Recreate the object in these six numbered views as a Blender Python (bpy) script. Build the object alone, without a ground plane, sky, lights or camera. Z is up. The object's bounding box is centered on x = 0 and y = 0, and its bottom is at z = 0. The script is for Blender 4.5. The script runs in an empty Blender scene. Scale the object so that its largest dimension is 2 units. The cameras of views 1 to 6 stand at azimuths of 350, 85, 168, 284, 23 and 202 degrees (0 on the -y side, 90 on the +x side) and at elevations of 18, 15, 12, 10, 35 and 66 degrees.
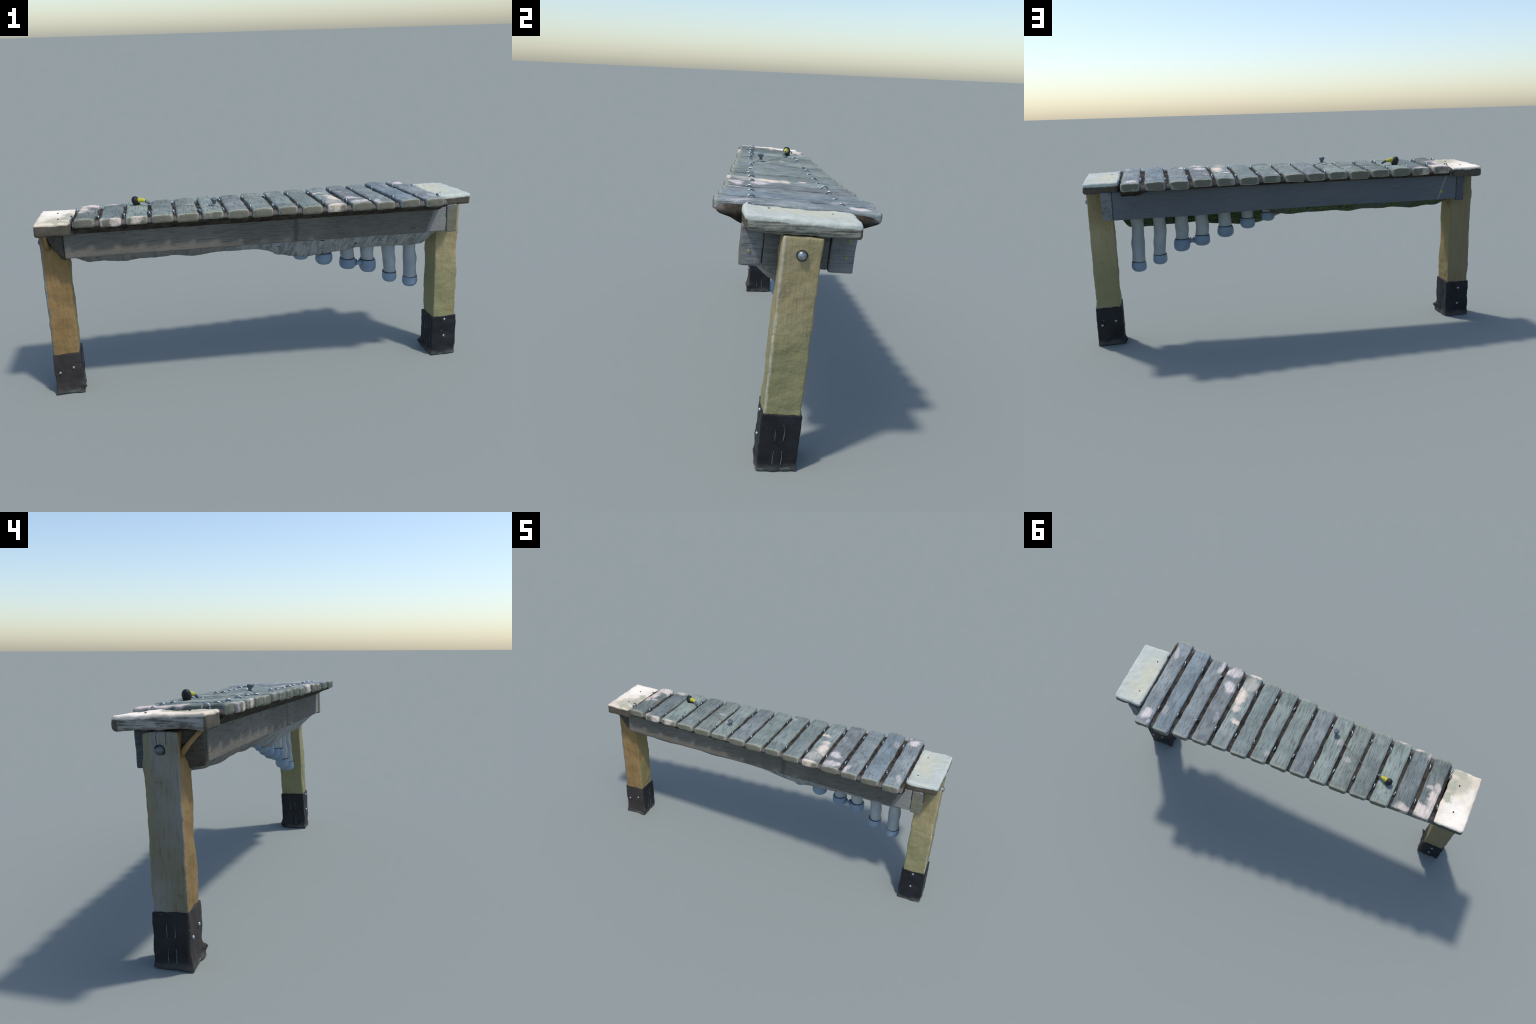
# Weathered outdoor wooden marimba: fifteen bars on two tapering rails, two posts
# in black steel shoes, hanging capped resonator pipes and a tethered mallet.
import bpy, bmesh, math, random
from mathutils import Vector, Matrix, noise

random.seed(7)
COL = bpy.context.scene.collection
LEAN = 0.06            # the whole instrument leans a little towards +y
ZTOP = 0.8335          # height of the playing surface at y = 0


def tilt(x, y, z):
    """Upright frame -> leaning frame (shear about the playing surface)."""
    return Vector((x, y + LEAN * (z - 0.83), z - LEAN * y))


def lerp(a, b, t):
    return a + (b - a) * t


def smooth(a, b, t):
    t = max(0.0, min(1.0, (t - a) / (b - a)))
    return t * t * (3 - 2 * t)


# ------------------------------------------------------------------ materials
class Graph:
    """Small helper that chains shader nodes."""

    def __init__(self, name):
        self.mat = bpy.data.materials.new(name)
        self.mat.use_nodes = True
        self.t = self.mat.node_tree
        self.t.nodes.clear()
        self.out = self.t.nodes.new("ShaderNodeOutputMaterial")
        self.bsdf = self.t.nodes.new("ShaderNodeBsdfPrincipled")
        self.t.links.new(self.bsdf.outputs[0], self.out.inputs[0])
        self.co = self.t.nodes.new("ShaderNodeTexCoord").outputs["Object"]

    def put(self, sock, v):
        if isinstance(v, bpy.types.NodeSocket):
            self.t.links.new(v, sock)
        elif isinstance(v, (tuple, list)) and len(v) == 3 and len(sock.default_value) == 4:
            sock.default_value = (*v, 1)
        else:
            sock.default_value = v

    def mapped(self, scale=(1, 1, 1), loc=(0, 0, 0), rot=(0, 0, 0), kind="POINT", src=None):
        n = self.t.nodes.new("ShaderNodeMapping")
        n.vector_type = kind
        self.put(n.inputs["Vector"], src or self.co)
        n.inputs["Location"].default_value = loc
        n.inputs["Rotation"].default_value = rot
        n.inputs["Scale"].default_value = scale
        return n.outputs[0]

    def noise(self, scale, vec=None, detail=4.0, rough=0.55, dist=0.0, colour=False):
        n = self.t.nodes.new("ShaderNodeTexNoise")
        self.put(n.inputs["Vector"], vec or self.co)
        n.inputs["Scale"].default_value = scale
        n.inputs["Detail"].default_value = detail
        n.inputs["Roughness"].default_value = rough
        n.inputs["Distortion"].default_value = dist
        return n.outputs["Color" if colour else "Fac"]

    def math(self, op, a, b=0.0, c=0.0, clamp=False):
        n = self.t.nodes.new("ShaderNodeMath")
        n.operation = op
        n.use_clamp = clamp
        for s, v in zip(n.inputs, (a, b, c)):
            self.put(s, v)
        return n.outputs[0]

    def vmath(self, op, a, b=(0, 0, 0)):
        n = self.t.nodes.new("ShaderNodeVectorMath")
        n.operation = op
        self.put(n.inputs[0], a)
        if op == "SCALE":
            n.inputs["Scale"].default_value = b
        else:
            self.put(n.inputs[1], b)
        return n.outputs["Value" if op == "LENGTH" else "Vector"]

    def remap(self, v, a, b, c=0.0, d=1.0):
        n = self.t.nodes.new("ShaderNodeMapRange")
        n.interpolation_type = "SMOOTHSTEP"
        self.put(n.inputs[0], v)
        for i, x in enumerate((a, b, c, d)):
            n.inputs[1 + i].default_value = x
        return n.outputs[0]

    def mix(self, f, a, b, mode="MIX"):
        n = self.t.nodes.new("ShaderNodeMix")
        n.data_type = "RGBA"
        n.blend_type = mode
        self.put(n.inputs[0], f)
        self.put(n.inputs[6], a)
        self.put(n.inputs[7], b)
        return n.outputs[2]

    def axis(self, i, src=None):
        n = self.t.nodes.new("ShaderNodeSeparateXYZ")
        self.put(n.inputs[0], src or self.co)
        return n.outputs[i]

    def bump(self, h, strength=0.3, dist=0.002):
        n = self.t.nodes.new("ShaderNodeBump")
        n.inputs["Strength"].default_value = strength
        n.inputs["Distance"].default_value = dist
        self.put(n.inputs["Height"], h)
        self.put(self.bsdf.inputs["Normal"], n.outputs[0])

    def patches(self, spots, warp=0.03, freq=22.0, soft=(0.52, 1.14), grow=1.18):
        """Union of ragged-edged ellipses seen from above: (x, y, rx, ry, turn, weight)."""
        wob = self.vmath("SCALE", self.vmath("SUBTRACT", self.noise(freq, detail=4, rough=0.6, colour=True), (0.5, 0.5, 0.5)), warp * 2)
        p = self.vmath("ADD", self.co, wob)
        total = 0.0
        for x, y, rx, ry, turn, w in spots:
            q = self.mapped((rx * grow, ry * grow, 1000), (x, y, 0), (0, 0, math.radians(turn)), "TEXTURE", p)
            m = self.remap(self.vmath("LENGTH", q), soft[0], soft[1], w, 0.0)
            total = m if total == 0.0 else self.math("MAXIMUM", total, m)
        return total

    def finish(self, colour, rough=0.8, metal=0.0, spec=0.3):
        self.put(self.bsdf.inputs["Base Color"], colour)
        self.put(self.bsdf.inputs["Roughness"], rough)
        self.bsdf.inputs["Metallic"].default_value = metal
        self.bsdf.inputs["Specular IOR Level"].default_value = spec
        return self.mat


def grain_scale(along, fine=95.0, stretch=14.0):
    return tuple(fine / stretch if i == along else fine for i in range(3))


def wood(g, along, dark, mid, light, blotch=6.0, fine=95.0, pits=0.5, contrast=0.8):
    """Weathered wood colour: long grain, broad blotches, pale fibres and dark pits."""
    gv = g.mapped(grain_scale(along, fine))
    grain = g.noise(1.0, gv, 5, 0.62, 0.4)
    broad = g.noise(blotch, detail=5, rough=0.6)
    fleck = g.noise(230.0, detail=2)
    base = g.mix(g.remap(broad, 0.32, 0.68), mid, light)
    base = g.mix(g.math("MULTIPLY", g.remap(grain, 0.56, 0.28), contrast), base, dark)
    base = g.mix(g.math("MULTIPLY", g.remap(grain, 0.60, 0.82), 0.45), base, light)
    base = g.mix(g.math("MULTIPLY", g.remap(fleck, 0.42, 0.25), 0.35), base, dark)
    pv = g.mapped(grain_scale(along, 60.0, 3.0), (3.1, 1.7, 0.4))
    pit = g.math("MULTIPLY", g.remap(g.noise(1.0, pv, 2), 0.70, 0.78), pits)
    base = g.mix(pit, base, tuple(c * 0.45 for c in dark))
    lump = g.noise(48.0, detail=3, rough=0.55)
    g.bump(g.math("ADD", g.math("MULTIPLY", lump, 2.2), g.math("ADD", grain, g.math("MULTIPLY", fleck, 0.4))), 0.55, 0.0028)
    return base


def bar_material(i, tint, spots, yend):
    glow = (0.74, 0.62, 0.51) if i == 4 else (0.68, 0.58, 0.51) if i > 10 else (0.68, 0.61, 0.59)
    g = Graph("weathered_bar_wood")
    k = tint[0]
    mid = tuple(k * c for c in (0.184 * tint[1], 0.217, 0.212 * tint[2]))
    light = tuple(k * c for c in (0.282 * tint[1], 0.322, 0.308 * tint[2]))
    dark = tuple(k * c for c in (0.088 * tint[1], 0.102, 0.098 * tint[2]))
    c = wood(g, 1, dark, mid, light, blotch=7 + i % 3, fine=170, pits=0.5, contrast=0.9)
    # drifting dull smudges
    c = g.mix(g.math("MULTIPLY", g.remap(g.noise(16.0, g.mapped((1, 0.5, 1), (2.2, 0.1 * i, 0)), 3), 0.52, 0.70), 0.35), c, dark)
    # flat-sawn figure
    wv = g.t.nodes.new("ShaderNodeTexWave")
    wv.wave_type = "RINGS"
    wv.rings_direction = "SPHERICAL"
    g.put(wv.inputs["Vector"], g.mapped((1, 0.28, 1), (0.36 + 0.11 * i - 0.76, 0.02 * (i % 4) - 0.02, -0.80)))
    wv.inputs["Scale"].default_value = 55
    wv.inputs["Distortion"].default_value = 5
    wv.inputs["Detail"].default_value = 2
    c = g.mix(g.math("MULTIPLY", g.remap(wv.outputs["Fac"], 0.5, 0.0), 0.16), c, dark)
    # end grain and the pale worn arris at both ends
    ay = g.axis(1)
    wob = g.math("MULTIPLY", g.noise(60.0, detail=2), 0.004)
    for s, ye in ((-1, yend[0]), (1, yend[1])):
        d = g.math("ADD", g.math("MULTIPLY", g.math("SUBTRACT", ay, ye), -s), wob)
        arris = g.math("MULTIPLY", g.remap(d, 0.022, 0.009), 0.35)
        c = g.mix(arris, c, (0.40, 0.39, 0.27))
        c = g.mix(g.math("MULTIPLY", g.remap(d, 0.0062, 0.0035), 0.85), c, (0.125, 0.120, 0.088))
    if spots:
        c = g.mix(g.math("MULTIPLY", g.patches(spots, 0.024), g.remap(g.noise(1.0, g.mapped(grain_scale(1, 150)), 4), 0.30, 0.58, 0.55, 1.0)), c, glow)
    return g.finish(c, 0.82, spec=0.25)


def board_material(which):
    g = Graph("pale_end_board_wood")
    if which > 0:
        c = wood(g, 1, (0.34, 0.37, 0.33), (0.46, 0.495, 0.45), (0.54, 0.565, 0.51), blotch=9, fine=150, pits=0.15, contrast=0.35)
        c = g.mix(g.patches([(0.872, 0.01, 0.050, 0.15, 4, 0.75), (0.92, 0.09, 0.04, 0.07, 0, 0.5)], 0.03, 14, (0.1, 1.3)), c, (0.56, 0.54, 0.39))
        edge = g.remap(g.math("ADD", g.axis(0), g.math("MULTIPLY", g.noise(45.0, detail=2), 0.006)), 0.980, 0.984)
        low = (0.25, 0.26, 0.22)
    else:
        c = wood(g, 1, (0.50, 0.42, 0.31), (0.66, 0.56, 0.43), (0.76, 0.66, 0.52), blotch=9, pits=0.1, contrast=0.3)
        c = g.mix(g.patches([(-0.915, 0.120, 0.085, 0.095, 0, 1.0), (-0.950, 0.02, 0.03, 0.07, 0, 0.6)], 0.025, 14, (0.35, 1.3)), c, g.mix(g.noise(40.0), (0.84, 0.74, 0.60), (0.96, 0.90, 0.80)))  # sunlit area of the board top, lightened in the colour
        shade = g.patches([(-0.872, -0.105, 0.05, 0.022, -15, 0.8), (-0.862, -0.03, 0.030, 0.040, 20, 0.85), (-0.856, 0.035, 0.022, 0.030, 0, 0.9),  # leaf-shadow dapples drawn as grey-green patches
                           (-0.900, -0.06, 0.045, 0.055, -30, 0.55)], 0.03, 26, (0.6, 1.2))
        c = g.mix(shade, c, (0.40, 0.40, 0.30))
        edge = g.remap(g.math("ADD", g.axis(0), g.math("MULTIPLY", g.noise(45.0, detail=2), -0.006)), -0.983, -0.987)
        low = (0.33, 0.32, 0.31)
    # side grain and ends, weathered grey-brown below the bleached top arris
    h = g.math("ADD", g.axis(2), g.math("MULTIPLY", g.axis(1), LEAN))
    h = g.math("ADD", h, g.math("MULTIPLY", g.math("SUBTRACT", g.noise(30.0, detail=3), 0.5), 0.012))
    side = g.remap(h, 0.8245, 0.8175)
    ring = g.noise(1.0, g.mapped((140, 9, 140)), 5, 0.65)
    grey = g.mix(g.remap(ring, 0.35, 0.62), (0.085, 0.080, 0.068), low)
    ay = g.axis(1)
    ends = g.math("MAXIMUM", g.remap(ay, -0.118 if which < 0 else -0.170, -0.124 if which < 0 else -0.176), g.remap(ay, 0.160, 0.166))
    grey = g.mix(ends, grey, g.mix(g.noise(50.0, detail=4), (0.050, 0.045, 0.034), (0.12, 0.105, 0.08)))
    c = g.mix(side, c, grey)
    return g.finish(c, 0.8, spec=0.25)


def rail_material(front):
    g = Graph("grey_rail_wood")
    c = wood(g, 0, (0.055, 0.053, 0.045), (0.116, 0.112, 0.097), (0.152, 0.147, 0.128), blotch=4, fine=190, pits=0.5, contrast=0.65)  # wood tone darkened part way to the shadow under the bars
    x, z = g.axis(0), g.axis(2)
    zz = g.math("ADD", z, g.math("MULTIPLY", g.math("SUBTRACT", g.noise(9.0, g.mapped((0.35, 1, 1)), 4), 0.5), 0.06))
    if front:
        # brownish, paler lower strip towards the treble end
        strip = g.math("MULTIPLY", g.remap(zz, 0.730, 0.695), g.remap(x, 0.0, -0.35))
        c = g.mix(g.math("MULTIPLY", strip, 0.6), c, (0.165, 0.150, 0.122))
        # scarf joint stain
        xs = g.math("ADD", x, g.math("MULTIPLY", g.noise(30.0, detail=3), 0.02))
        stain = g.math("MULTIPLY", g.remap(xs, 0.142, 0.150), g.remap(xs, 0.172, 0.164))
        c = g.mix(g.math("MULTIPLY", stain, 0.5), c, (0.040, 0.040, 0.035))
        # slant-edged sunlight patch painted on the bass end
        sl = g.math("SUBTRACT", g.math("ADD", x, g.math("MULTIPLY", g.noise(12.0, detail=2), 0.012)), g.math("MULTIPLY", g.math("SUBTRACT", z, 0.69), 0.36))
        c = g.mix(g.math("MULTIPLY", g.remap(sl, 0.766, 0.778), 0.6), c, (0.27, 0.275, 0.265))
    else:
        c = g.mix(0.6, c, g.mix(g.noise(1.0, g.mapped((9, 130, 130)), 5), (0.085, 0.106, 0.142), (0.130, 0.158, 0.200)))  # blue mixed in for the skylit shade on this rail
        sl = g.math("SUBTRACT", x, g.math("MULTIPLY", g.math("SUBTRACT", z, 0.72), -0.34))
        line = g.math("MULTIPLY", g.remap(sl, -0.7945, -0.7915), g.remap(sl, -0.7840, -0.7870))
        c = g.mix(g.math("MULTIPLY", line, 0.5), c, (0.34, 0.33, 0.30))
        d = g.vmath("LENGTH", g.vmath("SUBTRACT", g.vmath("MULTIPLY", g.co, (1, 0, 1)), (-0.785, 0, 0.698)))
        c = g.mix(g.math("MULTIPLY", g.remap(d, 0.010, 0.006), g.remap(g.noise(140.0), 0.45, 0.55)), c, (0.36, 0.34, 0.05))
    return g.finish(c, 0.85, spec=0.2)


def block_material(tone, olive=0.0):
    g = Graph("rail_end_block_wood")
    c = wood(g, 1, tuple(t * 0.45 for t in tone), tone, tuple(t * 1.35 for t in tone), blotch=9, fine=110)
    if olive:
        c = g.mix(g.math("MULTIPLY", g.remap(g.axis(1), -0.186, -0.190), olive), c, g.mix(g.noise(40.0), (0.10, 0.098, 0.062), (0.20, 0.195, 0.14)))
    return g.finish(c, 0.85, spec=0.2)


def post_material(which):
    g = Graph("softwood_post")
    if which > 0:
        c = wood(g, 2, (0.18, 0.145, 0.072), (0.295, 0.245, 0.125), (0.350, 0.300, 0.170), blotch=7, fine=130, pits=0.35, contrast=0.4)
        zz = g.math("ADD", g.axis(2), g.math("MULTIPLY", g.math("SUBTRACT", g.noise(6.0, detail=3), 0.5), 0.25))
        c = g.mix(g.math("MULTIPLY", g.remap(zz, 0.62, 0.35), 0.75), c, g.mix(g.noise(18.0, detail=4), (0.175, 0.178, 0.080), (0.262, 0.252, 0.132)))
        # pale split fibres along the sunny arris
        yl = g.math("SUBTRACT", g.axis(1), g.math("MULTIPLY", g.math("SUBTRACT", g.axis(2), 0.2), 0.063))
        ar = g.math("ADD", yl, g.math("MULTIPLY", g.math("SUBTRACT", g.noise(22.0, detail=3), 0.5), 0.012))
        m = g.math("MULTIPLY", g.math("MULTIPLY", g.remap(ar, -0.104, -0.1005), g.remap(ar, -0.092, -0.097)), g.remap(g.axis(0), 0.972, 0.980))
        c = g.mix(g.math("MULTIPLY", m, 0.6), c, (0.46, 0.46, 0.38))
    else:
        c = wood(g, 2, (0.150, 0.092, 0.032), (0.245, 0.155, 0.060), (0.292, 0.190, 0.082), blotch=7, fine=150, pits=0.3, contrast=0.5)
        # grey-olive outer face
        e = g.math("ADD", g.axis(0), g.math("MULTIPLY", g.math("SUBTRACT", g.noise(25.0, detail=3), 0.5), 0.012))
        gv = g.noise(1.0, g.mapped((190, 190, 12)), 5, 0.65)
        gb = g.noise(4.0, detail=4)
        grey = g.mix(g.remap(gb, 0.38, 0.62), (0.180, 0.164, 0.115), (0.215, 0.210, 0.186))
        grey = g.mix(g.math("MULTIPLY", g.remap(gv, 0.52, 0.28), 0.55), grey, (0.085, 0.080, 0.060))
        c = g.mix(g.remap(e, -0.974, -0.980), c, grey)
        # two drying checks running down from the top to the bolt
        for yc, zb in ((0.033, 0.735), (0.0015, 0.742)):
            yw = g.math("ADD", g.math("SUBTRACT", g.axis(1), yc), g.math("MULTIPLY", g.math("SUBTRACT", g.noise(60.0, detail=2), 0.5), 0.004))
            ln = g.math("MULTIPLY", g.math("MULTIPLY", g.remap(g.math("ABSOLUTE", yw), 0.0016, 0.0007), g.remap(g.axis(2), zb - 0.012, zb)), g.remap(g.axis(0), -0.974, -0.978))
            c = g.mix(g.math("MULTIPLY", ln, 0.9), c, (0.020, 0.018, 0.014))
        # greenish far side
        far = g.math("MULTIPLY", g.remap(g.axis(1), 0.050, 0.062), 0.75)
        c = g.mix(far, c, g.mix(g.noise(1.0, g.mapped((70, 70, 8)), 4), (0.14, 0.13, 0.075), (0.26, 0.235, 0.14)))
        inner = g.math("MULTIPLY", g.remap(g.axis(0), -0.874, -0.868), 0.7)
        c = g.mix(inner, c, g.mix(g.noise(1.0, g.mapped((70, 70, 8)), 4), (0.17, 0.16, 0.065), (0.29, 0.26, 0.13)))
    # knots: dark smears across the grain
    k = g.noise(1.0, g.mapped((16, 16, 34), (0.3, 0.8, 0.15)), 3)
    c = g.mix(g.math("MULTIPLY", g.remap(k, 0.66, 0.76), 0.55), c, (0.10, 0.075, 0.035))
    return g.finish(c, 0.8, spec=0.25)


def shoe_material(brown):
    g = Graph("black_steel_shoe")
    n = g.noise(14.0, detail=5, rough=0.65)
    c = g.mix(g.remap(n, 0.35, 0.7), (0.0055, 0.0068, 0.0095), (0.0125, 0.0145, 0.0185))
    if brown:
        b = g.math("MULTIPLY", g.remap(g.axis(1), -0.052, -0.062), 0.8)
        c = g.mix(b, c, g.mix(g.noise(20.0, detail=4), (0.022, 0.018, 0.016), (0.060, 0.048, 0.043)))
    # dried splash near the ground, plus chips
    zz = g.math("ADD", g.axis(2), g.math("MULTIPLY", g.math("SUBTRACT", g.noise(22.0, detail=4), 0.5), 0.04))
    c = g.mix(g.math("MULTIPLY", g.remap(zz, 0.030, 0.004), 0.55), c, (0.085, 0.085, 0.075))
    chip = g.noise(75.0, detail=2)
    c = g.mix(g.math("MULTIPLY", g.remap(chip, 0.735, 0.765), 0.8), c, (0.20, 0.23, 0.25))
    g.bump(n, 0.3, 0.004)
    return g.finish(c, 0.62, spec=0.35)


def metal_material(name, col, rough, metal=0.9):
    g = Graph(name)
    n = g.noise(120.0, detail=3)
    c = g.mix(g.remap(n, 0.3, 0.7), tuple(v * 0.55 for v in col), col)
    return g.finish(c, rough, metal, 0.5)


def pipe_material(cap):
    g = Graph("grey_plastic_pipe_cap" if cap else "grey_plastic_pipe")
    n = g.noise(9.0, detail=4)
    if cap:
        c = g.mix(g.remap(n, 0.35, 0.65), (0.150, 0.215, 0.300), (0.200, 0.275, 0.355))
    else:
        c = g.mix(g.remap(n, 0.35, 0.65), (0.270, 0.305, 0.325), (0.340, 0.370, 0.375))
    sp = g.noise(160.0, detail=2)
    c = g.mix(g.math("MULTIPLY", g.remap(sp, 0.73, 0.77), 0.6), c, (0.05, 0.055, 0.06))
    return g.finish(c, 0.5, spec=0.4)


def skirt_material():
    """Sagging underside: grey streaked sheet, overgrown with moss on the far half."""
    g = Graph("sagging_underside_sheet")
    v = g.mapped((38, 8, 8), rot=(0, 0.5, 0))
    s = g.noise(1.0, v, 5, 0.6, 1.2)
    grey = g.mix(g.remap(s, 0.36, 0.62), (0.145, 0.165, 0.170), (0.300, 0.315, 0.315))
    grey = g.mix(g.math("MULTIPLY", g.remap(g.noise(14.0, g.mapped((1.6, 1, 1))), 0.55, 0.68), 0.6), grey, (0.33, 0.29, 0.25))
    grey = g.mix(g.math("MULTIPLY", g.remap(g.axis(0), 0.0, -0.3), 0.6), grey, (0.120, 0.112, 0.098))
    crack = g.noise(1.0, g.mapped((30, 60, 60), rot=(0, 0.6, 0.2)), 4)
    grey = g.mix(g.remap(crack, 0.345, 0.315), grey, (0.03, 0.03, 0.028))
    mn = g.noise(70.0, detail=5, rough=0.7)
    moss = g.mix(g.remap(mn, 0.38, 0.62), (0.020, 0.034, 0.012), (0.070, 0.105, 0.035))
    moss = g.mix(g.math("MULTIPLY", g.remap(g.noise(120.0, detail=3), 0.62, 0.70), 0.7), moss, (0.17, 0.20, 0.10))
    moss = g.mix(g.math("MULTIPLY", g.remap(g.noise(7.0, detail=3), 0.48, 0.60), 0.75), moss, (0.070, 0.080, 0.075))
    yy = g.math("ADD", g.axis(1), g.math("MULTIPLY", g.math("SUBTRACT", g.noise(18.0, detail=3), 0.5), 0.05))
    c = g.mix(g.remap(g.math("ADD", yy, g.math("MULTIPLY", g.remap(g.axis(0), 0.0, 0.25), 0.052)), -0.005, 0.018), grey, moss)
    g.bump(g.math("ADD", s, mn), 0.5, 0.004)
    return g.finish(c, 0.85, spec=0.2)


def plain_material(name, a, b, scale=30.0, rough=0.7, spec=0.3):
    g = Graph(name)
    n = g.noise(scale, detail=4)
    return g.finish(g.mix(g.remap(n, 0.3, 0.7), a, b), rough, 0.0, spec)


# ------------------------------------------------------------------ geometry
def make(name, verts, faces, mat, parent=None, smooth_shade=True):
    me = bpy.data.meshes.new(name)
    me.from_pydata([tuple(v) for v in verts], [], faces)
    bm = bmesh.new()
    bm.from_mesh(me)
    bmesh.ops.recalc_face_normals(bm, faces=bm.faces)
    bm.to_mesh(me)
    bm.free()
    me.polygons.foreach_set("use_smooth", [smooth_shade] * len(me.polygons))
    me.materials.append(mat)
    ob = bpy.data.objects.new(name, me)
    COL.objects.link(ob)
    if parent:
        ob.parent = parent
    return ob


def again(src, loc=(0, 0, 0), rot=(0, 0, 0), scale=(1, 1, 1), parent=None):
    ob = src.copy()
    ob.location, ob.rotation_euler, ob.scale = loc, rot, scale
    COL.objects.link(ob)
    if parent:
        ob.parent = parent
    return ob


def ticks(h, r, step):
    n = max(1, round(2 * (h - r) / step))
    inner = [-(h - r) + 2 * (h - r) * i / n for i in range(n + 1)]
    rim = [h - 0.62 * r, h - 0.28 * r, h]
    return [-v for v in reversed(rim)] + inner + rim


def worn_plank(name, dims, r, corner, step, place, mat, parent=None, wear=0.0015, seed=0.0, freq=38.0, flow=0.0, flow_freq=9.0, extra=None):
    """Rounded, slightly lumpy slab. dims = full size; r = arris radius; corner = plan
    corner radius; place(px, py, pz) carries it to its spot."""
    hx, hy, hz = (d / 2 for d in dims)
    corner = max(corner, r)
    X, Y, Z = ticks(hx, r, step[0]), ticks(hy, r, step[1]), ticks(hz, r, step[2])
    nx, ny, nz = len(X), len(Y), len(Z)
    index, verts, normals = {}, [], []

    def vert(i, j, k):
        key = (i, j, k)
        if key in index:
            return index[key]
        x, y, z = X[i], Y[j], Z[k]
        ax, ay = abs(x), abs(y)
        sx, sy = math.copysign(1, x), math.copysign(1, y)
        dx, dy = ax - (hx - corner), ay - (hy - corner)
        if dx > 0 and dy > 0:
            L = math.hypot(dx, dy)
            f = max(dx, dy) / L
            dx, dy, L = dx * f, dy * f, L * f
            x, y = sx * (hx - corner + dx), sy * (hy - corner + dy)
            g = (sx * dx / L, sy * dy / L)
            e = corner - L
        elif hx - ax < hy - ay:
            g, e = (sx, 0.0), hx - ax
        else:
            g, e = (0.0, sy), hy - ay
        a, b = max(0.0, r - e), max(0.0, abs(z) - (hz - r))
        n = Vector((0, 0, math.copysign(1, z))) if k in (0, nz - 1) and a <= 0 else Vector((g[0], g[1], 0))
        if a > 0 and b > 0:
            L = math.hypot(a, b)
            f = max(a, b) / L
            e2 = r - a * f
            x, y = x - g[0] * (e2 - e), y - g[1] * (e2 - e)
            z = math.copysign(hz - r + b * f, z)
            n = Vector((g[0] * a / L, g[1] * a / L, math.copysign(b / L, z)))
        p = Vector((x, y, z))
        q = p + Vector((seed * 1.37, seed * 2.11, seed * 0.73))
        w = noise.noise(q * freq) * 0.7 + noise.noise(q * freq * 2.3) * 0.3
        p += n * (w * wear)
        if flow:
            p += n * (noise.noise(q * flow_freq) * flow)
        if extra:
            p = extra(p, n)
        index[key] = len(verts)
        verts.append(place(p.x, p.y, p.z))
        return index[key]

    faces = []
    for k in (0, nz - 1):
        for i in range(nx - 1):
            for j in range(ny - 1):
                faces.append((vert(i, j, k), vert(i + 1, j, k), vert(i + 1, j + 1, k), vert(i, j + 1, k)))
    for j in (0, ny - 1):
        for i in range(nx - 1):
            for k in range(nz - 1):
                faces.append((vert(i, j, k), vert(i + 1, j, k), vert(i + 1, j, k + 1), vert(i, j, k + 1)))
    for i in (0, nx - 1):
        for j in range(ny - 1):
            for k in range(nz - 1):
                faces.append((vert(i, j, k), vert(i, j + 1, k), vert(i, j + 1, k + 1), vert(i, j, k + 1)))
    return make(name, verts, faces, mat, parent)


def lathe(name, profile, mat, parent=None, seg=28, place=None, wear=0.0, seed=0.0, freq=30.0):
    """Turn (radius, height) pairs about z; closed at both ends."""
    verts, faces = [], []
    for r, z in profile:
        for s in range(seg):
            a = 2 * math.pi * s / seg
            d = Vector((math.cos(a), math.sin(a), 0))
            p = d * r + Vector((0, 0, z))
            if wear:
                p += d * (noise.noise((p + Vector((seed, seed * 1.7, seed * 0.4))) * freq) * wear)
            verts.append(place(p) if place else p)
    for k in range(len(profile) - 1):
        for s in range(seg):
            t = (s + 1) % seg
            faces.append((k * seg + s, k * seg + t, (k + 1) * seg + t, (k + 1) * seg + s))
    faces.append(tuple(range(seg)))
    faces.append(tuple((len(profile) - 1) * seg + s for s in range(seg)))
    return make(name, verts, faces, mat, parent)


def tube(name, path, radius, mat, parent=None, seg=10):
    """Round wire along a list of points; radius may be one number or one per point."""
    pts = [Vector(p) for p in path]
    rad = radius if isinstance(radius, (list, tuple)) else [radius] * len(pts)
    verts, faces = [], []
    up = Vector((0.13, 0.21, 1)).normalized()
    for i, p in enumerate(pts):
        d = (pts[min(i + 1, len(pts) - 1)] - pts[max(i - 1, 0)]).normalized()
        a = d.cross(up)
        if a.length < 1e-3:
            a = d.cross(Vector((1, 0, 0)))
        a.normalize()
        b = d.cross(a)
        for s in range(seg):
            t = 2 * math.pi * s / seg
            verts.append(p + (a * math.cos(t) + b * math.sin(t)) * rad[i])
    for k in range(len(pts) - 1):
        for s in range(seg):
            t = (s + 1) % seg
            faces.append((k * seg + s, k * seg + t, (k + 1) * seg + t, (k + 1) * seg + s))
    faces.append(tuple(range(seg)))
    faces.append(tuple((len(pts) - 1) * seg + s for s in range(seg)))
    return make(name, verts, faces, mat, parent)


def empty(name, loc=(0, 0, 0), parent=None):
    ob = bpy.data.objects.new(name, None)
    ob.empty_display_size = 0.1
    ob.location = loc
    COL.objects.link(ob)
    if parent:
        ob.parent = parent
    return ob


# ------------------------------------------------------------------ the marimba
marimba = empty("outdoor_marimba")
marimba["label"] = "weathered grey wooden outdoor marimba on two posts"
marimba["category"] = "marimba"

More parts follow.
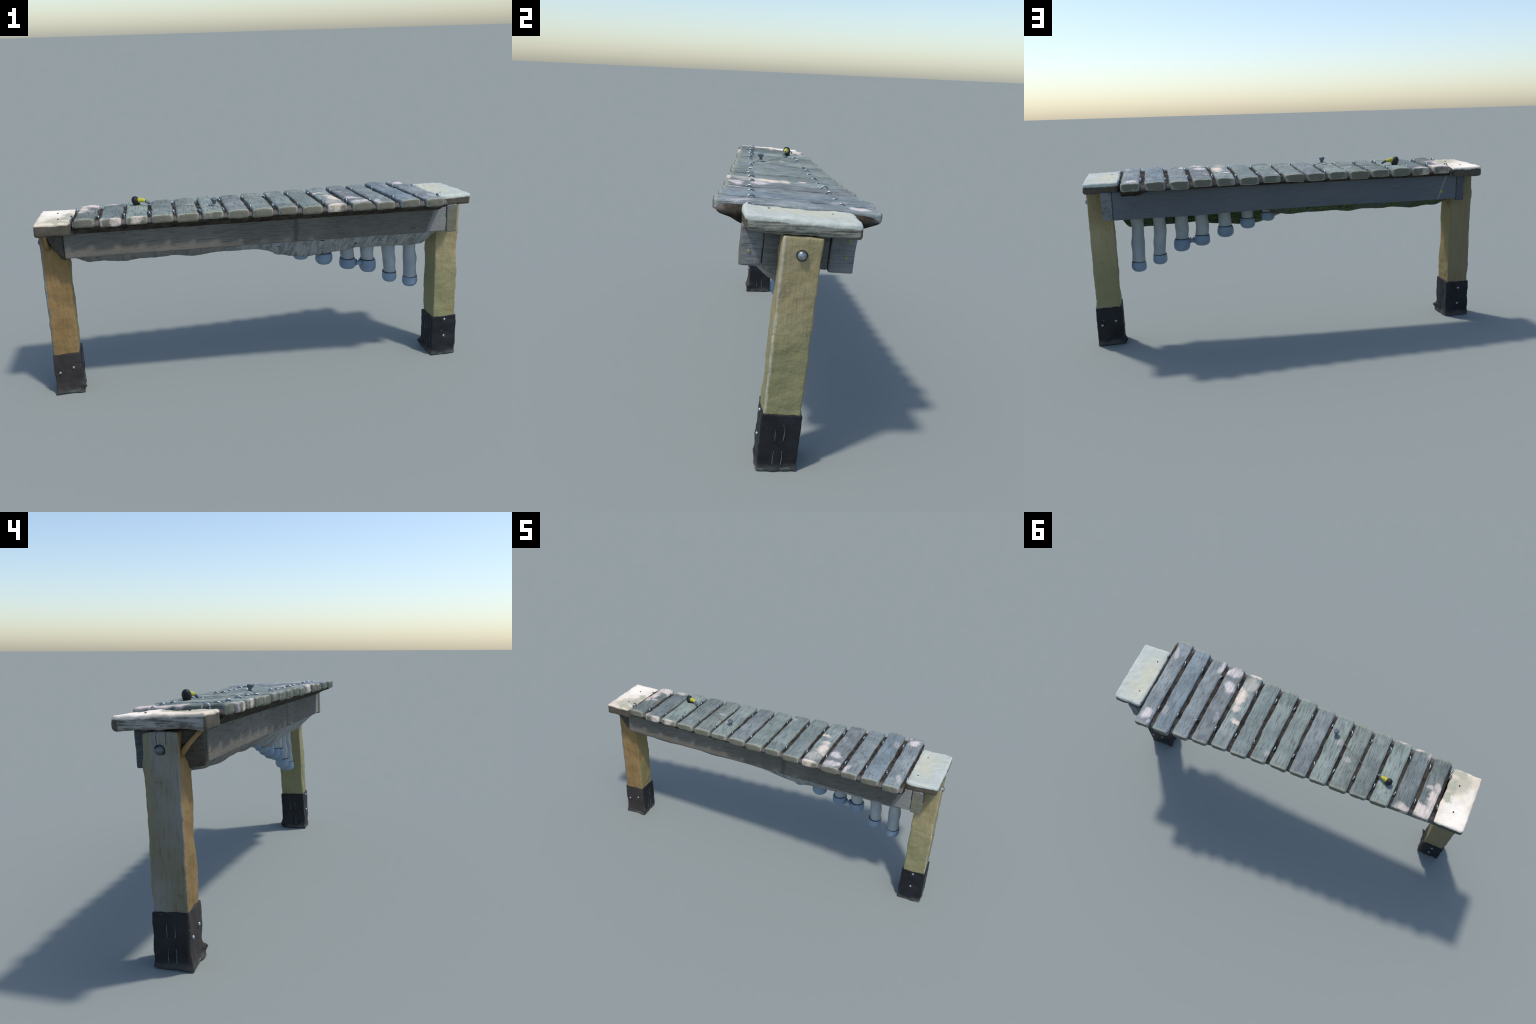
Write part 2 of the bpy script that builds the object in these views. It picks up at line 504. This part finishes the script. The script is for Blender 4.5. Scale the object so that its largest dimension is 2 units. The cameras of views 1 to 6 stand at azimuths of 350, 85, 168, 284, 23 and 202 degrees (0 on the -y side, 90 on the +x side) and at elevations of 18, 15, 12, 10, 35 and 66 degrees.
# ---- bars: (x at -y end, x at +y end, -y end, +y end); they shorten towards -x
N_BARS = 15
bar_front = [-0.272, -0.257, -0.243, -0.236, -0.225, -0.215, -0.206, -0.199, -0.187, -0.181, -0.170, -0.166, -0.160, -0.155, -0.145]
bar_back = [0.266, 0.268, 0.254, 0.245, 0.234, 0.233, 0.225, 0.219, 0.215, 0.214, 0.211, 0.208, 0.204, 0.194, 0.194]
bar_width = [0.089, 0.097, 0.093, 0.096, 0.094, 0.098, 0.095, 0.098, 0.099, 0.098, 0.101, 0.099, 0.100, 0.099, 0.090]
# overall tone, red share, blue share
bar_tint = [(1.06, 1.02, 1.05), (1.00, 0.97, 1.10), (1.00, 1.01, 1.04), (0.90, 1.05, 1.03), (1.16, 1.0, 0.98), (1.05, 0.98, 0.97), (1.02, 0.98, 0.96),
            (1.02, 0.99, 0.94), (0.94, 1.03, 1.02), (1.05, 0.99, 0.95), (0.96, 1.01, 0.93), (0.93, 1.0, 0.96), (1.18, 0.98, 0.93), (0.80, 0.99, 1.0), (0.70, 1.0, 0.97)]
bar_spots = {  # dappled sunlight, painted into the bar colour as pale ellipses
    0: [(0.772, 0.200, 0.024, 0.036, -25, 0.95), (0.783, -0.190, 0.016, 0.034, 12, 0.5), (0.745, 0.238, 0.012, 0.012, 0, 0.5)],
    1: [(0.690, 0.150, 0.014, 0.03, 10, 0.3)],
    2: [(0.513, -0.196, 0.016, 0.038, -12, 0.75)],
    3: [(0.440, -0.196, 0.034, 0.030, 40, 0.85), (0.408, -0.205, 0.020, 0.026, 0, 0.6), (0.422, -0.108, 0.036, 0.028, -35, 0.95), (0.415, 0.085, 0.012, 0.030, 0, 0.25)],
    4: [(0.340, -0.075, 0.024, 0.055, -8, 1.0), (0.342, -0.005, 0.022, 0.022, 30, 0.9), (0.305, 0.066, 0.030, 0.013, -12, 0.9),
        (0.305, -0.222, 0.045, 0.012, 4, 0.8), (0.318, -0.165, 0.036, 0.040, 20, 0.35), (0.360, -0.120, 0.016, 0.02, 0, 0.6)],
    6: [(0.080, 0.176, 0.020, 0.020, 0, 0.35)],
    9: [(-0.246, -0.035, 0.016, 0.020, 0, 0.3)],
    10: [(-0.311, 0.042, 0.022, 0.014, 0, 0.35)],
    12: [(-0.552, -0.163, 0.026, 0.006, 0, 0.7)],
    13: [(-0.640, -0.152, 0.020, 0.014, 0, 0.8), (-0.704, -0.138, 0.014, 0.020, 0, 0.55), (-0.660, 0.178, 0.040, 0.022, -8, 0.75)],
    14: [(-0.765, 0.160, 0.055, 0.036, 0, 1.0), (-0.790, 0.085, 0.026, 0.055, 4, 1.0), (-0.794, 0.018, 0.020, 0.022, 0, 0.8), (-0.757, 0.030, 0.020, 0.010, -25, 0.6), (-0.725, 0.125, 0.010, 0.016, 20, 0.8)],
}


def bar_mid(i, t):
    """x of the centre line of bar i at t = 0 (front, -y) .. 1 (back, +y)."""
    return 0.7595 - 0.1097 * i + 0.0155 * t


for i in range(N_BARS):
    yf, yb, w = bar_front[i] - 0.004, bar_back[i] + 0.003, bar_width[i] - 0.005
    length = yb - yf
    thick = 0.035
    lift = 0.0022 * math.sin(i * 2.3)

    def place(px, py, pz, i=i, yf=yf, length=length, lift=lift):
        t = py / length + 0.5
        y = yf + length * t
        belly = 0.005 * math.cos(px / 0.05 * 1.3) - 0.002
        return tilt(bar_mid(i, t) + px, y, ZTOP - 0.0105 + lift + pz + (belly if pz > 0 else 0))

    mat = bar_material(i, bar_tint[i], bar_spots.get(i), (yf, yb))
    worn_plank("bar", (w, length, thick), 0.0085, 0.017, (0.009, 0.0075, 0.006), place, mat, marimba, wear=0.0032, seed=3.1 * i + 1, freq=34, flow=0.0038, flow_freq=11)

# ---- end boards
M_BOLT = metal_material("zinc_bolt_metal", (0.42, 0.46, 0.48), 0.38)
M_HOLE = plain_material("dark_recess", (0.010, 0.011, 0.011), (0.03, 0.03, 0.028))
for s, x0, x1, yf, yb, th in ((1, 0.8235, 0.9835, -0.182, 0.174, 0.049), (-1, -0.9870, -0.8315, -0.130, 0.188, 0.050)):
    cx, cy = (x0 + x1) / 2, (yf + yb) / 2
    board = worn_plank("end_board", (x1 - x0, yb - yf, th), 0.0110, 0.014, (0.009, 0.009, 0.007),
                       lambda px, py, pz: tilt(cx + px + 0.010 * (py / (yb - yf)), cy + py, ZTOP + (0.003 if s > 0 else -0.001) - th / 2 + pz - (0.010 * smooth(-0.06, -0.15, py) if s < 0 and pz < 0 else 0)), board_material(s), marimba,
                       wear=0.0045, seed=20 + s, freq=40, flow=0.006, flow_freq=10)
    spots = [(0.861, -0.104), (0.870, 0.095)] if s > 0 else [(-0.892, -0.045), (-0.905, 0.10)]
    for x, y in spots:
        p = tilt(x, y, ZTOP + (0.0028 if s > 0 else -0.0012))
        lathe("board_screw", [(0.0005, 0.0024), (0.0030, 0.0022), (0.0042, 0.0012), (0.0044, -0.004)], M_HOLE, board, 12, lambda q, p=p: q + p)

# ---- rails
RAIL_Z0, RAIL_Z1 = 0.667, 0.792


def rail_front(x):      # outer face of the front rail
    return lerp(-0.0915, -0.1835, (x + 0.877) / 1.734)


def rail_back(x):       # outer face of the back rail
    return lerp(0.144, 0.171, (x + 0.877) / 1.734)


RAIL_T = 0.042
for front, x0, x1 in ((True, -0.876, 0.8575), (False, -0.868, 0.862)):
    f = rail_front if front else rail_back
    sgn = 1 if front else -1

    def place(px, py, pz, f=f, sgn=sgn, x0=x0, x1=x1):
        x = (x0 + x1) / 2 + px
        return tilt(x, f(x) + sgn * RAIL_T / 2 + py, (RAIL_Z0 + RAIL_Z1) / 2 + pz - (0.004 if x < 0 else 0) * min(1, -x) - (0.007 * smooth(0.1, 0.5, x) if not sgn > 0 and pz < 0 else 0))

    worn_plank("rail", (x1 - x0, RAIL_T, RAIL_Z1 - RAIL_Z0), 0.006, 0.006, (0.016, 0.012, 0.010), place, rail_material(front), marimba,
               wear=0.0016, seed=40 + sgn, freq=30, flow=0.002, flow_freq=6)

# ---- end blocks closing the rails beside each post (outer plate + inner block)
M_PLATE = block_material((0.150, 0.158, 0.160), 0.9)
M_INNER = block_material((0.115, 0.118, 0.115))
M_DARK = block_material((0.050, 0.052, 0.048))
M_SCREW = metal_material("brass_screw_metal", (0.33, 0.32, 0.17), 0.5, 0.6)


def block(name, x0, x1, y0, y1, z0, z1, mat, seed):
    cx, cy, cz = (x0 + x1) / 2, (y0 + y1) / 2, (z0 + z1) / 2
    return worn_plank(name, (x1 - x0, y1 - y0, z1 - z0), 0.006, 0.006, (0.01, 0.01, 0.01), lambda px, py, pz: tilt(cx + px, cy + py, cz + pz), mat, marimba,
                      wear=0.002, seed=seed, freq=32, flow=0.0025)


plates = [block("end_plate", 0.8590, 0.911, -0.1855, -0.1150, 0.661, 0.792, M_PLATE, 51),
          block("end_plate", 0.8635, 0.911, 0.0950, 0.1750, 0.660, 0.792, M_PLATE, 52)]
block("end_block", 0.8625, 0.909, -0.1130, -0.045, 0.664, 0.788, M_INNER, 53)
block("end_block", 0.8645, 0.909, 0.0300, 0.0925, 0.666, 0.786, M_INNER, 54)
# at the treble end the front corner is closed by a slanting gusset tucked behind the post
def gusset(name, corners, mat, seed):
    """Solid wedge: hull of a few corners, refined and roughened."""
    bm = bmesh.new()
    for c in corners:
        bm.verts.new(c)
    bmesh.ops.convex_hull(bm, input=bm.verts)
    bmesh.ops.subdivide_edges(bm, edges=bm.edges, cuts=7, use_grid_fill=True)
    for v in bm.verts:
        v.co += 0.0035 * noise.noise_vector(v.co * 28 + Vector((seed, 0, 0)))
    bm.verts.index_update()
    vs, fs = [v.co.copy() for v in bm.verts], [[v.index for v in f.verts] for f in bm.faces]
    bm.free()
    return make(name, vs, fs, mat, marimba)


block("end_block", -0.914, -0.8695, 0.045, 0.1440, 0.655, 0.784, block_material((0.075, 0.085, 0.098)), 56)
M_GUSSET = block_material((0.060, 0.052, 0.043))
gusset("end_gusset", [(-0.950, -0.030, 0.728), (-0.946, -0.104, 0.787), (-0.876, -0.094, 0.785), (-0.876, -0.089, 0.658), (-0.902, -0.030, 0.650),
                      (-0.945, 0.000, 0.728), (-0.945, 0.000, 0.780), (-0.872, 0.000, 0.780), (-0.872, 0.000, 0.648)], M_GUSSET, 2.0)
tube("corner_brace", [(-0.950, -0.030, 0.700), (-0.952, -0.056, 0.733), (-0.952, -0.082, 0.762), (-0.949, -0.104, 0.786)], [0.012, 0.0085, 0.0075, 0.0085], post_material(-1), marimba, 12)
for ob, y, z in ((plates[0], -0.164, 0.717), (plates[1], 0.146, 0.758), (plates[1], 0.139, 0.702)):
    turn = Matrix.Rotation(math.pi / 2, 3, "Y")
    lathe("plate_screw", [(0.0006, 0.0012), (0.0022, 0.0012), (0.0026, 0.0030), (0.0052, 0.0026), (0.0060, 0.0012), (0.0062, -0.004)], M_SCREW, ob, 16,
          lambda q, y=y, z=z: turn @ q + Vector((0.9108, y, z)))

# ---- bed under the bars: dark infill that fillets the bars down to the rails
def bed_material():
    g = Graph("dark_bar_bed")
    c = g.mix(g.remap(g.noise(26.0, detail=4), 0.3, 0.7), (0.018, 0.016, 0.013), (0.066, 0.056, 0.044))
    # paler tint towards the bar ends
    x, y = g.axis(0), g.axis(1)
    f = g.math("SUBTRACT", y, g.math("ADD", -0.209, g.math("MULTIPLY", x, -0.083)))
    b = g.math("SUBTRACT", g.math("ADD", 0.232, g.math("MULTIPLY", x, 0.047)), y)
    d = g.math("ADD", g.math("MINIMUM", f, b), g.math("MULTIPLY", g.noise(40.0, detail=3), 0.02))
    up = g.remap(g.math("ADD", g.axis(2), g.math("MULTIPLY", y, LEAN)), 0.806, 0.816)
    c = g.mix(g.math("MULTIPLY", g.math("MULTIPLY", g.remap(d, 0.052, 0.030), up), 0.75), c, (0.150, 0.130, 0.125))
    return g.finish(c, 0.95, spec=0.1)


M_BED = bed_material()
nb = 160
verts, faces = [], []


def bar_end(x, back):
    """Bar end line at x, dipping between neighbouring bars."""
    arr = bar_back if back else bar_front
    u = max(0.0, min(N_BARS - 1.0, (0.7595 + (0.0155 if back else 0) - x) / 0.1097))
    k = min(N_BARS - 2, int(u))
    return lerp(arr[k], arr[k + 1], u - k)


for k in range(nb + 1):
    x = lerp(-0.8275, 0.8195, k / nb)
    yf, yb = bar_end(x, False), bar_end(x, True)
    rf, rb = rail_front(x), rail_back(x)
    fb = smooth(0.68, 0.76, x)      # the infill is fuller beside the last bass bar
    jit = 0.003 * noise.noise(Vector((x * 25, 0.3, 0)))
    ring = [(rf + 0.004, 0.770), (lerp(rf, yf, 0.15), 0.777), (lerp(rf, yf, 0.42), 0.789), (yf + 0.018 + jit, 0.7985), (yf + 0.007 + jit, 0.8060), (yf + 0.006 + jit, 0.8180), (yf + 0.020 + jit, 0.8285),
            (yf + 0.06, 0.8300), (0.0, 0.8310), (yb - 0.06, 0.8300),
            (yb - 0.026 + jit, 0.8260), (yb - 0.008 + jit, 0.8140), (yb - 0.009 + jit, 0.8075), (yb - 0.020 + jit, 0.8030), (lerp(rb, yb, 0.32 + 0.1 * fb), 0.8010 - 0.012 * fb), (rb - 0.001 + 0.012 * fb, 0.7960 - 0.019 * fb), (rb - 0.006 + 0.004 * fb, 0.770)]
    verts += [tilt(x, y, z + 0.0015 * noise.noise(Vector((x * 30, y * 30, 1)))) for y, z in ring]
    m = len(ring)
    if k:
        for j in range(m):
            a, b = (k - 1) * m + j, (k - 1) * m + (j + 1) % m
            faces.append((a, b, b + m, a + m))
faces += [tuple(range(m)), tuple(nb * m + j for j in range(m))]
make("bar_bed", verts, faces, M_BED, marimba)

# ---- eye staples in every gap, over the two node lines
M_STAPLE = metal_material("galvanised_staple_metal", (0.46, 0.51, 0.54), 0.40)
arch = []
for k in range(15):
    a = math.pi * k / 14
    arch.append((0.0008 * math.sin(3 * a), 0.0118 * math.cos(a), 0.0135 * math.sin(a) ** 0.8))
arch = [(0, 0.0121, -0.022)] + arch + [(0, -0.0121, -0.022)]
staple_front = [-0.162, -0.151, -0.148, -0.147, -0.137, -0.133, -0.129, -0.124, -0.120, -0.111, -0.108, -0.102, -0.095, -0.091, -0.082, -0.079]
staple_back = [0.148, 0.149, 0.146, 0.142, 0.142, 0.134, 0.131, 0.128, 0.129, 0.128, 0.126, 0.124, 0.121, 0.122, 0.122, 0.106]
master = None
for i in range(16):
    for back in (False, True):
        y = (staple_back if back else staple_front)[i]
        x = 0.825 - 0.1104 * i + (0.009 if back else 0) + random.uniform(-0.002, 0.002)
        p = tilt(x, y, ZTOP + 0.001 + random.uniform(-0.0055, 0.0015))
        rot = (LEAN * -1 + random.uniform(-0.2, 0.2), random.uniform(-0.35, 0.35), random.uniform(-0.5, 0.5))
        if master is None:
            master = tube("staple", arch, 0.0033, M_STAPLE, marimba, 8)
            master.location, master.rotation_euler = p, rot
        else:
            again(master, p, rot, (1, random.uniform(0.85, 1.2), random.uniform(0.8, 1.15)), marimba)

# ---- posts, their dome bolts, and the black shoes
POSTS = {
    1: dict(x0=0.8650, x1=0.9815, base=-0.0465, half=0.0610, lean=0.063, top=0.783),
    -1: dict(x0=-0.9855, x1=-0.8695, base=0.0000, half=0.0588, lean=0.038, top=0.774),
}
M_DOME = metal_material("dull_dome_bolt_metal", (0.36, 0.39, 0.42), 0.42)


def ramp_y(P, z):
    return P["base"] + P["lean"] * (z - 0.13)


for s, P in POSTS.items():
    cx, cz, h = (P["x0"] + P["x1"]) / 2, (P["top"] + 0.02) / 2, P["top"] - 0.02
    post = worn_plank("post", (P["x1"] - P["x0"], 2 * P["half"], h), 0.0065, 0.0065, (0.010, 0.010, 0.0085),
                      lambda px, py, pz: Vector((cx + px * (0.92 if cz + pz < 0.188 else 1), ramp_y(P, cz + pz) + py * (0.92 if cz + pz < 0.188 else 1), cz + pz - 0.05 * py)), post_material(s), marimba,
                      wear=0.0032, seed=60 + s, freq=36, flow=0.005, flow_freq=13)
    # dome bolt in a dark counterbore
    out = P["x1"] if s > 0 else P["x0"]
    bz, by = (0.726, -0.008) if s > 0 else (0.719, 0.022)
    turn = Matrix.Rotation(s * math.pi / 2, 3, "Y")
    lathe("bolt_recess", [(0.0005, 0.0022), (0.0165, 0.0024), (0.0195, 0.0016), (0.0205, -0.004)] if s < 0 else [(0.0005, 0.0016), (0.0150, 0.0018), (0.0178, 0.0012), (0.0186, -0.003)], M_HOLE, post, 26, lambda q: turn @ q + Vector((out, by, bz)), 0.003, 5 + s, 70)
    dome = [(0.0150 * math.cos(a), 0.0015 + 0.0110 * math.sin(a)) for a in (i * math.pi / 2 / 9 for i in range(9))] + [(0.0004, 0.0125)]
    lathe("dome_bolt", [(0.0150, -0.003)] + dome, M_DOME if s > 0 else metal_material("tarnished_dome_bolt_metal", (0.15, 0.17, 0.185), 0.5), post, 28, lambda q: turn @ q + Vector((out, by, bz)))

    # shoe
    brown = s < 0
    M_SHOE = shoe_material(brown)
    hx, hy = (0.0645, 0.0650) if s > 0 else (0.0625, 0.0635)
    sx = 0.9215 if s > 0 else -0.9265
    top = 0.200 if s > 0 else 0.194

    def shoe_place(px, py, pz, s=s, P=P, sx=sx, top=top):
        z = top / 2 + pz
        x, y = sx + px, ramp_y(P, z) + py
        low = smooth(0.09, 0.0, z)
        # hammered, slightly kicked-out skirt
        f = (0.0035 + 0.004 * low) * noise.noise(Vector((x * 28, y * 28, z * 22 + 5 * s))) + 0.003 * smooth(0.035, 0.0, z)
        d = Vector((px, py, 0)).normalized() if (px or py) else Vector((0, 0, 0))
        x, y = x + d.x * f, y + d.y * f
        if s < 0:
            # torn corner that sticks out near the ground, dished sunny face
            k = math.exp(-(((px - 0.063) / 0.018) ** 2 + ((py + 0.062) / 0.020) ** 2 + ((z - 0.032) / 0.011) ** 2))
            x, y = x + 0.017 * k, y - 0.012 * k
            if py < -0.05:
                y += 0.003 * smooth(0.13, 0.06, z) * smooth(0.015, 0.06, z) - 0.006 * low * abs(math.sin(px * 30))
        else:
            k = math.exp(-(((px + 0.063) / 0.016) ** 2 + ((py - 0.055) / 0.025) ** 2 + ((z - 0.025) / 0.012) ** 2))
            x, y = x - 0.014 * k, y + 0.006 * k
        z = z - 0.004 * (py / hy) * smooth(0.05, 0.2, z)
        z += 0.005 * noise.noise(Vector((x * 30, y * 30, 2.0 + s))) * (smooth(0.04, 0.0, z) + 0.5 * smooth(0.17, 0.2, z))
        return Vector((x, y, max(0.0006, z)))

    shoe = worn_plank("steel_shoe", (2 * hx, 2 * hy, top), 0.0035, 0.0045, (0.007, 0.007, 0.007), shoe_place, M_SHOE, marimba, wear=0.0026, seed=70 + s, freq=50)
    # foot plate showing under the shoe
    worn_plank("foot_plate", (0.128, 0.130, 0.010), 0.002, 0.012, (0.01, 0.01, 0.004),
               lambda px, py, pz: Vector((sx + px, ramp_y(P, 0) + py - 0.002, max(0.0, 0.005 + pz))), plain_material("stained_foot_plate", (0.045, 0.055, 0.050), (0.13, 0.15, 0.135), 40.0, 0.8), shoe,
               wear=0.006, seed=80 + s, freq=25)
    # bolts: a vertical pair or a slanting pair on the -y and +y faces
    pairs = ([(-1, 0.9215, 0.186), (-1, 0.920, 0.099), (1, 0.894, 0.125), (1, 0.961, 0.107)] if s > 0 else
             [(-1, -0.902, 0.127), (-1, -0.964, 0.107), (1, -0.929, 0.155), (1, -0.927, 0.068)])
    for side, x, z in pairs:
        turn = Matrix.Rotation(-side * math.pi / 2, 3, "X")
        y = ramp_y(P, z) + side * (hy + 0.001)
        lathe("shoe_bolt", [(0.0070, -0.006), (0.0070, 0.001), (0.0060, 0.0035), (0.0038, 0.0052), (0.0004, 0.0058)], M_BOLT, shoe, 14, lambda q: turn @ q + Vector((x, y, z)))
    # pressed ribs on the outer and inner faces, short marks on the others
    M_RIB = plain_material("pale_rib_edge", (0.045, 0.055, 0.065), (0.15, 0.17, 0.19), 90.0, 0.5)
    for face in (1, -1):
        fx = sx + face * (hx + 0.0005)
        for dy in (-0.0135, 0.0135):
            for z0, z1 in ((0.110, 0.160), (0.022, 0.072)):
                path = [(fx + 0.0004 * noise.noise(Vector((t * 9, dy * 90, s))), ramp_y(P, lerp(z0, z1, t)) + dy + 0.0012 * math.sin(t * 3.1) * (1 if dy > 0 else -1), lerp(z0, z1, t)) for t in [j / 8 for j in range(9)]]
                tube("shoe_rib", path, [0.0019 - 0.0013 * j / 8 for j in range(9)], M_RIB, shoe, 8)

# ---- sagging underside between the rails
def sag(x):
    """How far the sheet hangs below the rails at its lowest line."""
    base = 0.044 + 0.003 * math.sin(x * 19 + 1.1) + 0.0015 * math.sin(x * 37)
    base += 0.056 * smooth(-0.02, 0.17, x) - 0.018 * smooth(0.24, 0.38, x)
    return base * smooth(-0.868, -0.77, x) * smooth(0.866, 0.79, x) + 0.004


nx, ny = 190, 28
verts, faces = [], []
for k in range(nx + 1):
    x = lerp(-0.8675, 0.8575, k / nx)
    y0, y1 = rail_front(x) + 0.004, rail_back(x) - 0.004
    bass = smooth(-0.02, 0.20, x)
    for j in range(ny + 1):
        t = j / ny
        y = lerp(y0, y1, t)
        even = 1 - abs(2 * t - 1) ** 3.2
        # towards the bass end it hangs only in front of the pipes and folds back up behind them
        hung = smooth(0.0, 0.37, t) ** 0.75 * smooth(0.54, 0.43, t)
        shape = lerp(even, hung, bass)
        z = RAIL_Z0 + 0.003 - 0.004 * max(0, -x) - sag(x) * shape + 0.028 * bass * smooth(0.52, 0.66, t) * smooth(0.90, 0.80, t)
        z += shape * (0.005 * noise.noise(Vector((x * 14, y * 14, 3.3))) + 0.0025 * noise.noise(Vector((x * 40, y * 22, 7.1))))
        verts.append(tilt(x, y, z))
    for y in (y1, y0):
        verts.append(tilt(x, y, 0.730))
    m = ny + 3
    if k:
        for j in range(m):
            a, b = (k - 1) * m + j, (k - 1) * m + (j + 1) % m
            faces.append((a, b, b + m, a + m))
faces += [tuple(range(m)), tuple(nx * m + j for j in range(m))]
make("underside_sheet", verts, faces, skirt_material(), marimba)

# ---- resonator pipes: x, y at the cap, bottom, top of cap, pipe radius, cap radius
M_PIPE, M_CAP = pipe_material(False), pipe_material(True)
M_SEAM = plain_material("cap_seam_grime", (0.02, 0.025, 0.03), (0.05, 0.06, 0.07))
pipes = [(0.759, -0.037, 0.358, 0.410, 0.0315, 0.0375), (0.651, -0.031, 0.389, 0.441, 0.0315, 0.0365), (0.541, -0.024, 0.449, 0.514, 0.0325, 0.0410),
         (0.441, -0.020, 0.473, 0.528, 0.0325, 0.0405), (0.323, -0.022, 0.508, 0.566, 0.0315, 0.0400), (0.206, -0.026, 0.545, 0.600, 0.0315, 0.0385),
         (0.100, -0.020, 0.578, 0.625, 0.0315, 0.0360)]
for i, (px, py, zb, zc, r, rc) in enumerate(pipes):
    def axis_place(q, px=px, py=py, zb=zb, i=i):
        h = q.z - zb
        return Vector((q.x + px + 0.003 * math.sin(h * 21 + i), q.y + py + 0.005 + LEAN * h, q.z))

    prof = [(r * 0.9, zc - 0.012)] + [(r + 0.0006 * math.sin(z * 90 + i), z) for z in [lerp(zc - 0.01, 0.700, k / 26) for k in range(27)]]
    # the sheet clings to the top of each pipe
    prof = [(rr + 0.004 * smooth(0.620, 0.670, zz), zz) for rr, zz in prof]
    pipe = lathe("resonator_pipe", prof, M_PIPE, marimba, 30, axis_place, 0.0055, 11.0 * i, 20)
    h = zc - zb
    cap = [(0.0006, zb), (rc * 0.45, zb + 0.0008), (rc * 0.74, zb + 0.005), (rc * 0.93, zb + 0.014), (rc, zb + 0.024), (rc, zb + h * 0.62), (rc * 0.985, zc - 0.009), (rc * 0.93, zc - 0.003), (r + 0.0010, zc + 0.0008), (r * 0.9, zc + 0.0010)]
    lathe("pipe_cap", cap, M_CAP, pipe, 30, axis_place, 0.0032, 7.0 * i + 3, 22)
    lathe("cap_seam", [(r * 0.9, zc - 0.0015), (r + 0.0034, zc - 0.0012), (r + 0.0036, zc + 0.0014), (r * 0.9, zc + 0.0018)], M_SEAM, pipe, 30, axis_place, 0.0032, 7.0 * i + 3, 22)
# the two middle caps touch through a little web of sealant
tube("cap_web", [(0.478, -0.022, 0.502), (0.491, -0.022, 0.498), (0.504, -0.022, 0.502)], [0.018, 0.009, 0.018], M_CAP, marimba, 12)

# ------------------------------------------------------------------ the mallet
mallet = empty("mallet", (-0.551, 0.087, 0.832))
mallet["label"] = "black headed mallet with yellow collar on thin tether"
mallet["category"] = "mallet"
inv = Matrix.Translation(-Vector(mallet.location))
M_RUBBER = plain_material("black_rubber", (0.006, 0.007, 0.008), (0.016, 0.017, 0.018), 60.0, 0.55, 0.35)
M_YELLOW = plain_material("yellow_plastic", (0.40, 0.38, 0.030), (0.50, 0.47, 0.05), 60.0, 0.5)
M_GREY = plain_material("grey_blue_plastic", (0.075, 0.095, 0.115), (0.16, 0.19, 0.215), 90.0, 0.55)
M_CORD = plain_material("dull_steel_tether", (0.19, 0.205, 0.20), (0.30, 0.315, 0.31), 90.0, 0.5)


def own(ob, par=None):
    """Hang a part, built in world coordinates, on the mallet."""
    ob.parent = mallet
    ob.matrix_parent_inverse = inv
    return ob


head_c = Vector((-0.551, 0.087, 0.8575))
prof = [(0.0008, -0.0245), (0.007, -0.0245), (0.012, -0.0205), (0.0165, -0.010), (0.0190, 0.002), (0.0182, 0.011), (0.0145, 0.0195), (0.008, 0.0245), (0.0008, 0.0255)]
own(lathe("mallet_head", prof, M_RUBBER, None, 26, lambda q: q + head_c + Vector((-0.15 * q.z, 0.0, 0)), 0.002, 3, 40))
own(tube("mallet_collar", [(-0.546, 0.0855, 0.8605), (-0.534, 0.083, 0.8650), (-0.522, 0.0795, 0.8650), (-0.508, 0.0745, 0.8615)], [0.0135, 0.0125, 0.0095, 0.0075], M_YELLOW, None, 18))
own(tube("mallet_ferrule", [(-0.510, 0.0750, 0.8620), (-0.502, 0.072, 0.8590), (-0.494, 0.0690, 0.8545), (-0.488, 0.0665, 0.848)], [0.0068, 0.0072, 0.0068, 0.0045], M_GREY, None, 14))


def on_bar(x, y, up=0.0105):
    return tilt(x, y, ZTOP + up)


path = [Vector((-0.489, 0.067, 0.849)), Vector((-0.480, 0.0635, 0.840)), on_bar(-0.468, 0.0600), on_bar(-0.430, 0.049), on_bar(-0.395, 0.034), on_bar(-0.350, 0.012), on_bar(-0.306, -0.014),
        on_bar(-0.262, -0.038, 0.007), on_bar(-0.232, -0.055, 0.016), Vector((-0.214, -0.064, 0.862))]
own(tube("tether_cord", path, 0.0010, M_CORD, None, 8))
lump_c = Vector((-0.208, -0.067, 0.8735))
own(lathe("tether_knob", [(0.0006, -0.0165), (0.0065, -0.0160), (0.0088, -0.006), (0.0135, 0.003), (0.0150, 0.008), (0.0120, 0.0115), (0.0006, 0.0125)], M_GREY, None, 16, lambda q: q + lump_c, 0.005, 9, 60))
own(tube("tether_stem", [(-0.207, -0.068, 0.862), (-0.200, -0.078, 0.853), (-0.188, -0.094, 0.848), (-0.176, -0.106, 0.848), (-0.172, -0.110, 0.840)], [0.0024, 0.0020, 0.0022, 0.0026, 0.0022], M_CORD, None, 8))

bpy.context.view_layer.update()
